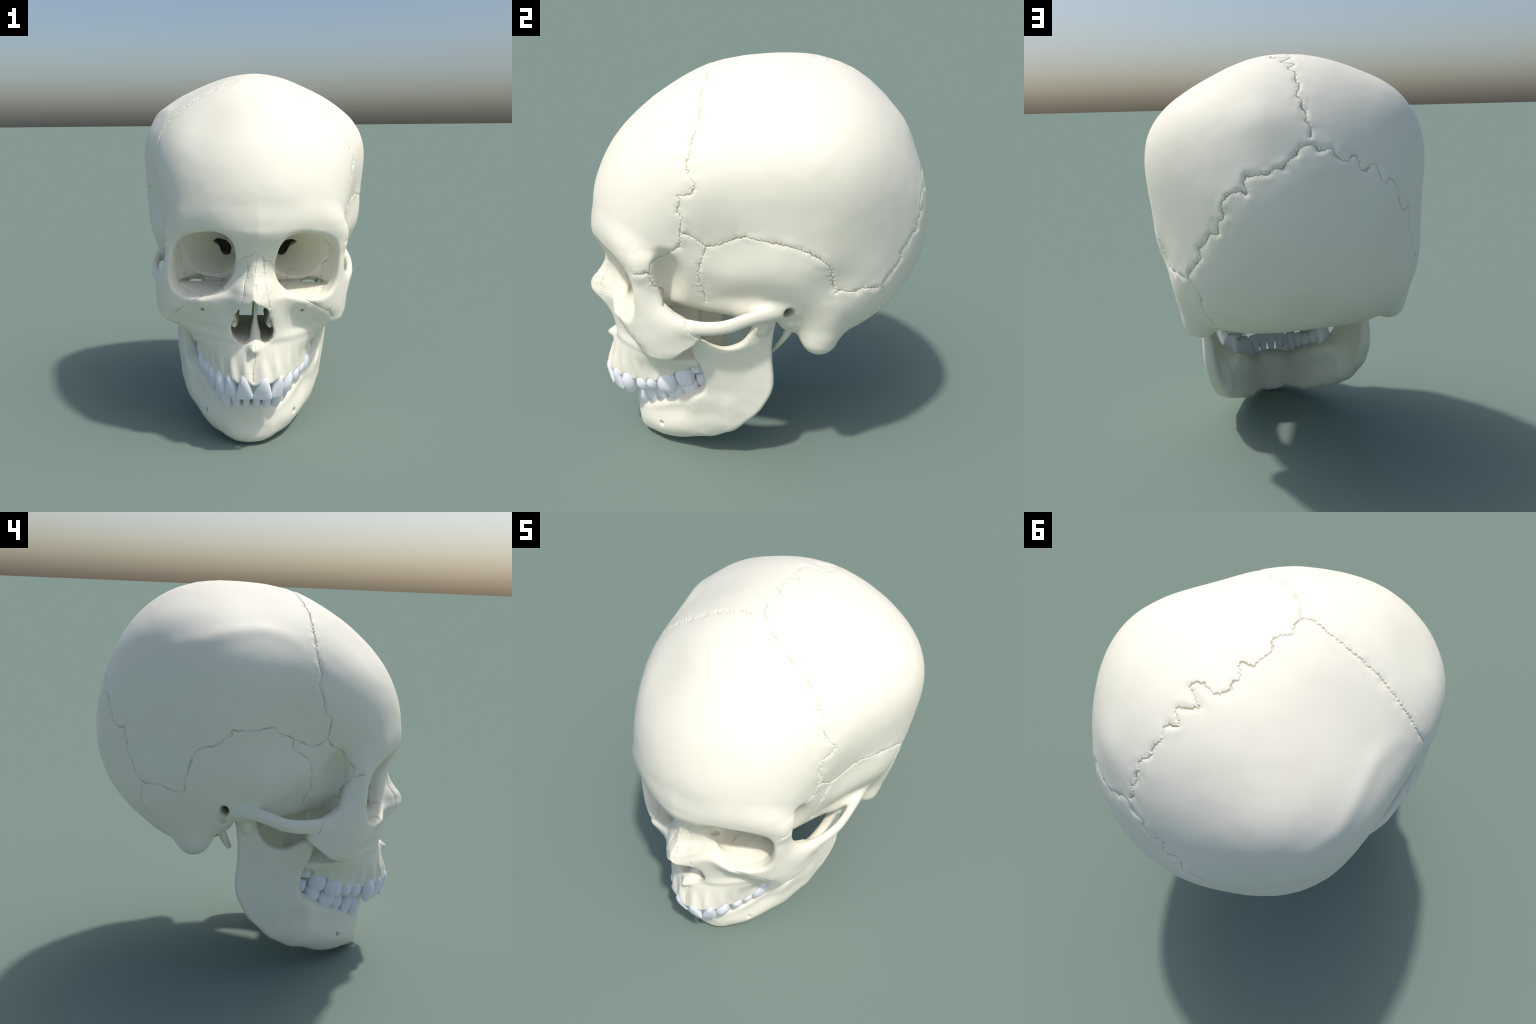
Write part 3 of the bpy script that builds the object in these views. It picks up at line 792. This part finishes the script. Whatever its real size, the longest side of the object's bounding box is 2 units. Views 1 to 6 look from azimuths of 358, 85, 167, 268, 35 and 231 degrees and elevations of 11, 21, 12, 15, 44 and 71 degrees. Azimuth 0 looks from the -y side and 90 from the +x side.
# kind, x, y, neck height, edge height, width, depth, forward tilt, turn
UPPER = [
    ('incisor', .046, -.750, .436, .317, .090, .066, 9), ('incisor', .115, -.712, .434, .322, .074, .062, 8), ('canine', .155, -.654, .436, .313, .080, .082, 4),
    ('premolar', .196, -.582, .440, .362, .068, .090, 0), ('premolar', .229, -.526, .455, .380, .068, .090, 0), ('molar', .255, -.453, .482, .384, .098, .104, 0),
    ('molar', .268, -.374, .522, .424, .094, .102, -6), ('molar', .276, -.308, .567, .492, .072, .088, -10)]
LOWER = [
    ('incisor', .026, -.615, .238, .350, .062, .054, 14), ('incisor', .076, -.606, .236, .350, .066, .054, 14), ('canine', .122, -.578, .234, .354, .070, .070, 14),
    ('premolar', .166, -.530, .260, .370, .070, .078, 14), ('premolar', .196, -.478, .296, .384, .070, .082, 14), ('molar', .228, -.412, .324, .400, .100, .098, 14),
    ('molar', .260, -.328, .364, .440, .098, .098, 16), ('molar', .276, -.256, .408, .488, .074, .084, 20)]

def tooth_mesh(kind, height, width, depth, seed):
    r = np.random.default_rng(seed)
    n = 16
    th = np.arange(n)*2*np.pi/n
    V, Q = [], []
    prof = CROWN[kind]
    for t, w, d in prof:
        ex = 2.3 if kind != 'molar' else 2.8
        c, s = np.cos(th), np.sin(th)
        k = (np.abs(c)**ex+np.abs(s)**ex)**(-1/ex)
        x = width/2*w*k*c*(1+.03*r.normal()); y = depth/2*d*k*s
        z = np.full(n, t*height)
        if t >= .85:
            m = CUSPS[kind]
            if m == 4:
                z = z+height*.10*np.abs(np.sin(2*th))*(1 if t < 1 else .6)
            elif m == 2:
                z = z+height*.10*np.abs(s)
            elif kind == 'incisor':
                z = z+height*.03*np.cos(th+r.uniform(-.6, .6))
                y = y+depth*.02
        if kind in ('incisor', 'canine'):
            y = y+depth*(.10*(1-max(t, 0)) - .02)-depth*.16*max(t-.5, 0)
        if t < 0:
            y = y-depth*.22
        V += list(np.stack([x, y, z], 1))
    m = len(prof)
    for i in range(m-1):
        for j in range(n):
            Q.append((i*n+j, i*n+(j+1) % n, (i+1)*n+(j+1) % n, (i+1)*n+j))
    # occlusal fossa
    top = V[(m-1)*n:]
    cen = np.mean(top, 0)-np.array([0, 0, height*(.10 if CUSPS[kind] else .0)])
    inner = [cen+(np.array(v)-cen)*.5 for v in top]
    b = len(V)
    V += inner
    for j in range(n):
        Q.append(((m-1)*n+j, (m-1)*n+(j+1) % n, b+(j+1) % n, b+j))
    V.append(cen)
    for j in range(0, n, 2):
        Q.append((b+j, b+j+1, b+(j+2) % n, len(V)-1))
    V.append(np.mean(V[:n], 0))
    for j in range(0, n, 2):
        Q.append(((j+2) % n, j+1, j, len(V)-1))
    V = np.array(V, float); Q = np.array(Q)
    for _ in range(2):
        V, Q = subdivide(V, Q)
        V = relax(V, Q, 2, .5)
    V[:, 0] *= width/np.ptp(V[:, 0]); V[:, 1] *= depth/np.ptp(V[:, 1])
    V[:, 2] *= height*1.03/V[:, 2].max()
    return V, Q

def build_teeth(spec, up, parent, mat, shift):
    made = []
    for side in (1, -1):
        for i, (kind, x, y, neck, edge, w, d, tilt) in enumerate(spec):
            seed = 100*i+(5 if side > 0 else 9)+(1000 if up else 0)
            r = np.random.default_rng(seed)
            h = abs(edge-neck)*r.uniform(.96, 1.05)
            w *= r.uniform(.95, 1.08)
            V, Q = tooth_mesh(kind, h, w, d, seed)
            # tangent of the arch
            j0, j1 = max(i-1, 0), min(i+1, len(spec)-1)
            if i == 0:
                t = np.array([spec[1][1]+spec[0][1], (spec[1][2]-spec[0][2])*.6])
            else:
                t = np.array([spec[j1][1]-spec[j0][1], spec[j1][2]-spec[j0][2]])
            t = t/np.linalg.norm(t)
            out = np.array([t[1], -t[0]])
            if out@np.array([x, y+.3]) < 0:
                out = -out
            a = math.radians(tilt+r.uniform(-5, 5))
            axis = -1 if up else 1
            # crown axis tilts outward for front teeth, along the arch for the rest
            o3 = np.array([out[0], out[1], 0]); t3 = np.array([t[0], t[1], 0])
            front = t3 if t3[1] < 0 else -t3
            fwd = o3 if kind in ('incisor', 'canine') else front
            ez = np.array([0, 0, axis])*math.cos(a)+fwd*math.sin(a)
            ey = o3-ez*(o3@ez); ey /= np.linalg.norm(ey)
            ex = np.cross(ey, ez)
            tw = math.radians(r.uniform(-11, 11))
            ex, ey = ex*math.cos(tw)+ey*math.sin(tw), ey*math.cos(tw)-ex*math.sin(tw)
            base = np.array([x, y, neck])
            W = base+V[:, :1]*ex+V[:, 1:2]*ey+V[:, 2:]*ez
            if side < 0:
                W[:, 0] *= -1
            W[:, 0] += shift
            flip = np.linalg.det(np.stack([ex, ey, ez])) < 0
            if flip != (side < 0):
                Q = Q[:, ::-1]
            made.append(make_object(kind, to_world(W), Q, mat, parent))
    return made

# ---------------------------------------------------------------- materials
def node_material(name, base, dark, rough, bump, grain=60.):
    m = bpy.data.materials.new(name); m.use_nodes = True
    nt = m.node_tree; b = nt.nodes['Principled BSDF']
    co = nt.nodes.new('ShaderNodeTexCoord')
    n1 = nt.nodes.new('ShaderNodeTexNoise'); n1.inputs['Scale'].default_value = 5; n1.inputs['Detail'].default_value = 5
    n2 = nt.nodes.new('ShaderNodeTexNoise'); n2.inputs['Scale'].default_value = grain; n2.inputs['Detail'].default_value = 4
    ramp = nt.nodes.new('ShaderNodeValToRGB')
    ramp.color_ramp.elements[0].position = .3; ramp.color_ramp.elements[0].color = (*dark, 1)
    ramp.color_ramp.elements[1].position = .62; ramp.color_ramp.elements[1].color = (*base, 1)
    bp = nt.nodes.new('ShaderNodeBump'); bp.inputs['Strength'].default_value = bump; bp.inputs['Distance'].default_value = .004
    for n in (n1, n2):
        nt.links.new(co.outputs['Object'], n.inputs['Vector'])
    nt.links.new(n1.outputs['Fac'], ramp.inputs['Fac'])
    nt.links.new(ramp.outputs['Color'], b.inputs['Base Color'])
    nt.links.new(n2.outputs['Fac'], bp.inputs['Height'])
    nt.links.new(bp.outputs['Normal'], b.inputs['Normal'])
    b.inputs['Roughness'].default_value = rough
    b.inputs['Specular IOR Level'].default_value = .3
    return m

bone = node_material('bone', (.875, .845, .715), (.855, .82, .685), .6, .05)
enamel = node_material('enamel', (.86, .872, .93), (.84, .852, .905), .32, .02)

# ---------------------------------------------------------------- assembly
skull = bpy.data.objects.new('skull', None)
bpy.context.scene.collection.objects.link(skull)
skull['label'] = 'pale human skull with lower jaw, teeth and jagged bone seams'
skull['category'] = 'skull'

# --- cranium: mesh, bones, fine mesh, seams
V, Q = surface_mesh(cranium, (-.75, -.95, .30), (.75, .97, 2.10), H)
V = project(cranium, V)
SP, SW = seam_points()
tree = kdtree.KDTree(len(SP))
for i, p in enumerate(SP):
    tree.insert(p, i)
tree.balance()

def seam_distance(V):
    hit = [tree.find(v) for v in V.tolist()]
    return np.array([h[2] for h in hit]), np.array([h[1] for h in hit])

r, _ = seam_distance(V)
label = grow_bones(V, Q, (r < H*.75).astype(float))
# a face belongs to the bone most of its corners belong to
fl = np.sort(label[Q], 1)
face_label = np.where(fl[:, 1] == fl[:, 2], fl[:, 1], np.where(fl[:, 0] == fl[:, 1], fl[:, 0], fl[:, 3]))

V, Q = subdivide(V, Q)
face_label = np.repeat(face_label, 4)
N = vertex_normals(V, Q)
V = V-N*np.clip(cranium(V), -.003, .003)[:, None]
# finer triangles along the seams, then sink the grooves
T = np.vstack([Q[:, [0, 1, 2]], Q[:, [0, 2, 3]]])
face_label = np.r_[face_label, face_label]
r, near = seam_distance(V)
for reach in (.012, .0065):
    n0 = len(V)
    V, N, T, face_label = refine(V, N, T, face_label, lambda a, b: np.minimum(r[a], r[b]) < reach)
    r1, near1 = seam_distance(V[n0:])
    r = np.r_[r, r1]; near = np.r_[near, near1]
open_ = SW[near]
groove = .0115*open_*np.clip(1-r/.0038, 0, 1)**.8+.0036*open_*np.exp(-(r/.012)**2)
lumps = .0024*noise3(V, 26, 3)*np.exp(-(r/.035)**2)*(open_ > .5)
uneven = .0020*noise3(V, 5, 4)+.0007*noise3(V, 15, 5)
V = V+N*(lumps+uneven-groove)[:, None]
N = tri_normals(V, T)
Q = T

VW = to_world(V)
NW = N@LEAN                                  # normals go with the inverse transpose
NW /= np.linalg.norm(NW, axis=1, keepdims=True)
bones = []
for b, (name, _) in enumerate(BONES):
    q = Q[face_label == b]
    if not len(q):
        continue
    used, inv = np.unique(q, return_inverse=True)
    bones.append(make_object(name, VW[used], inv.reshape(-1, 3), bone, skull, NW[used]))
upper = [o for o in bones if o.name.startswith('maxilla')]

# --- lower jaw
V, Q = surface_mesh(mandible, (-.60, -.75, -.10), (.60, .20, .95), H)
V = project(mandible, V)
V, Q = subdivide(V, Q)
N = vertex_normals(V, Q)
V = V-N*np.clip(mandible(V), -.003, .003)[:, None]
V = V+N*(.0016*noise3(V, 8, 6)+.0008*noise3(V, 21, 7))[:, None]
jaw = make_object('mandible', to_world(V), Q, bone, skull)

for tooth in build_teeth(UPPER, True, skull, enamel, .014):
    c = np.mean([v.co[0] for v in tooth.data.vertices])
    tooth.parent = upper[0] if c > -.03 else upper[-1]
build_teeth(LOWER, False, jaw, enamel, .008)
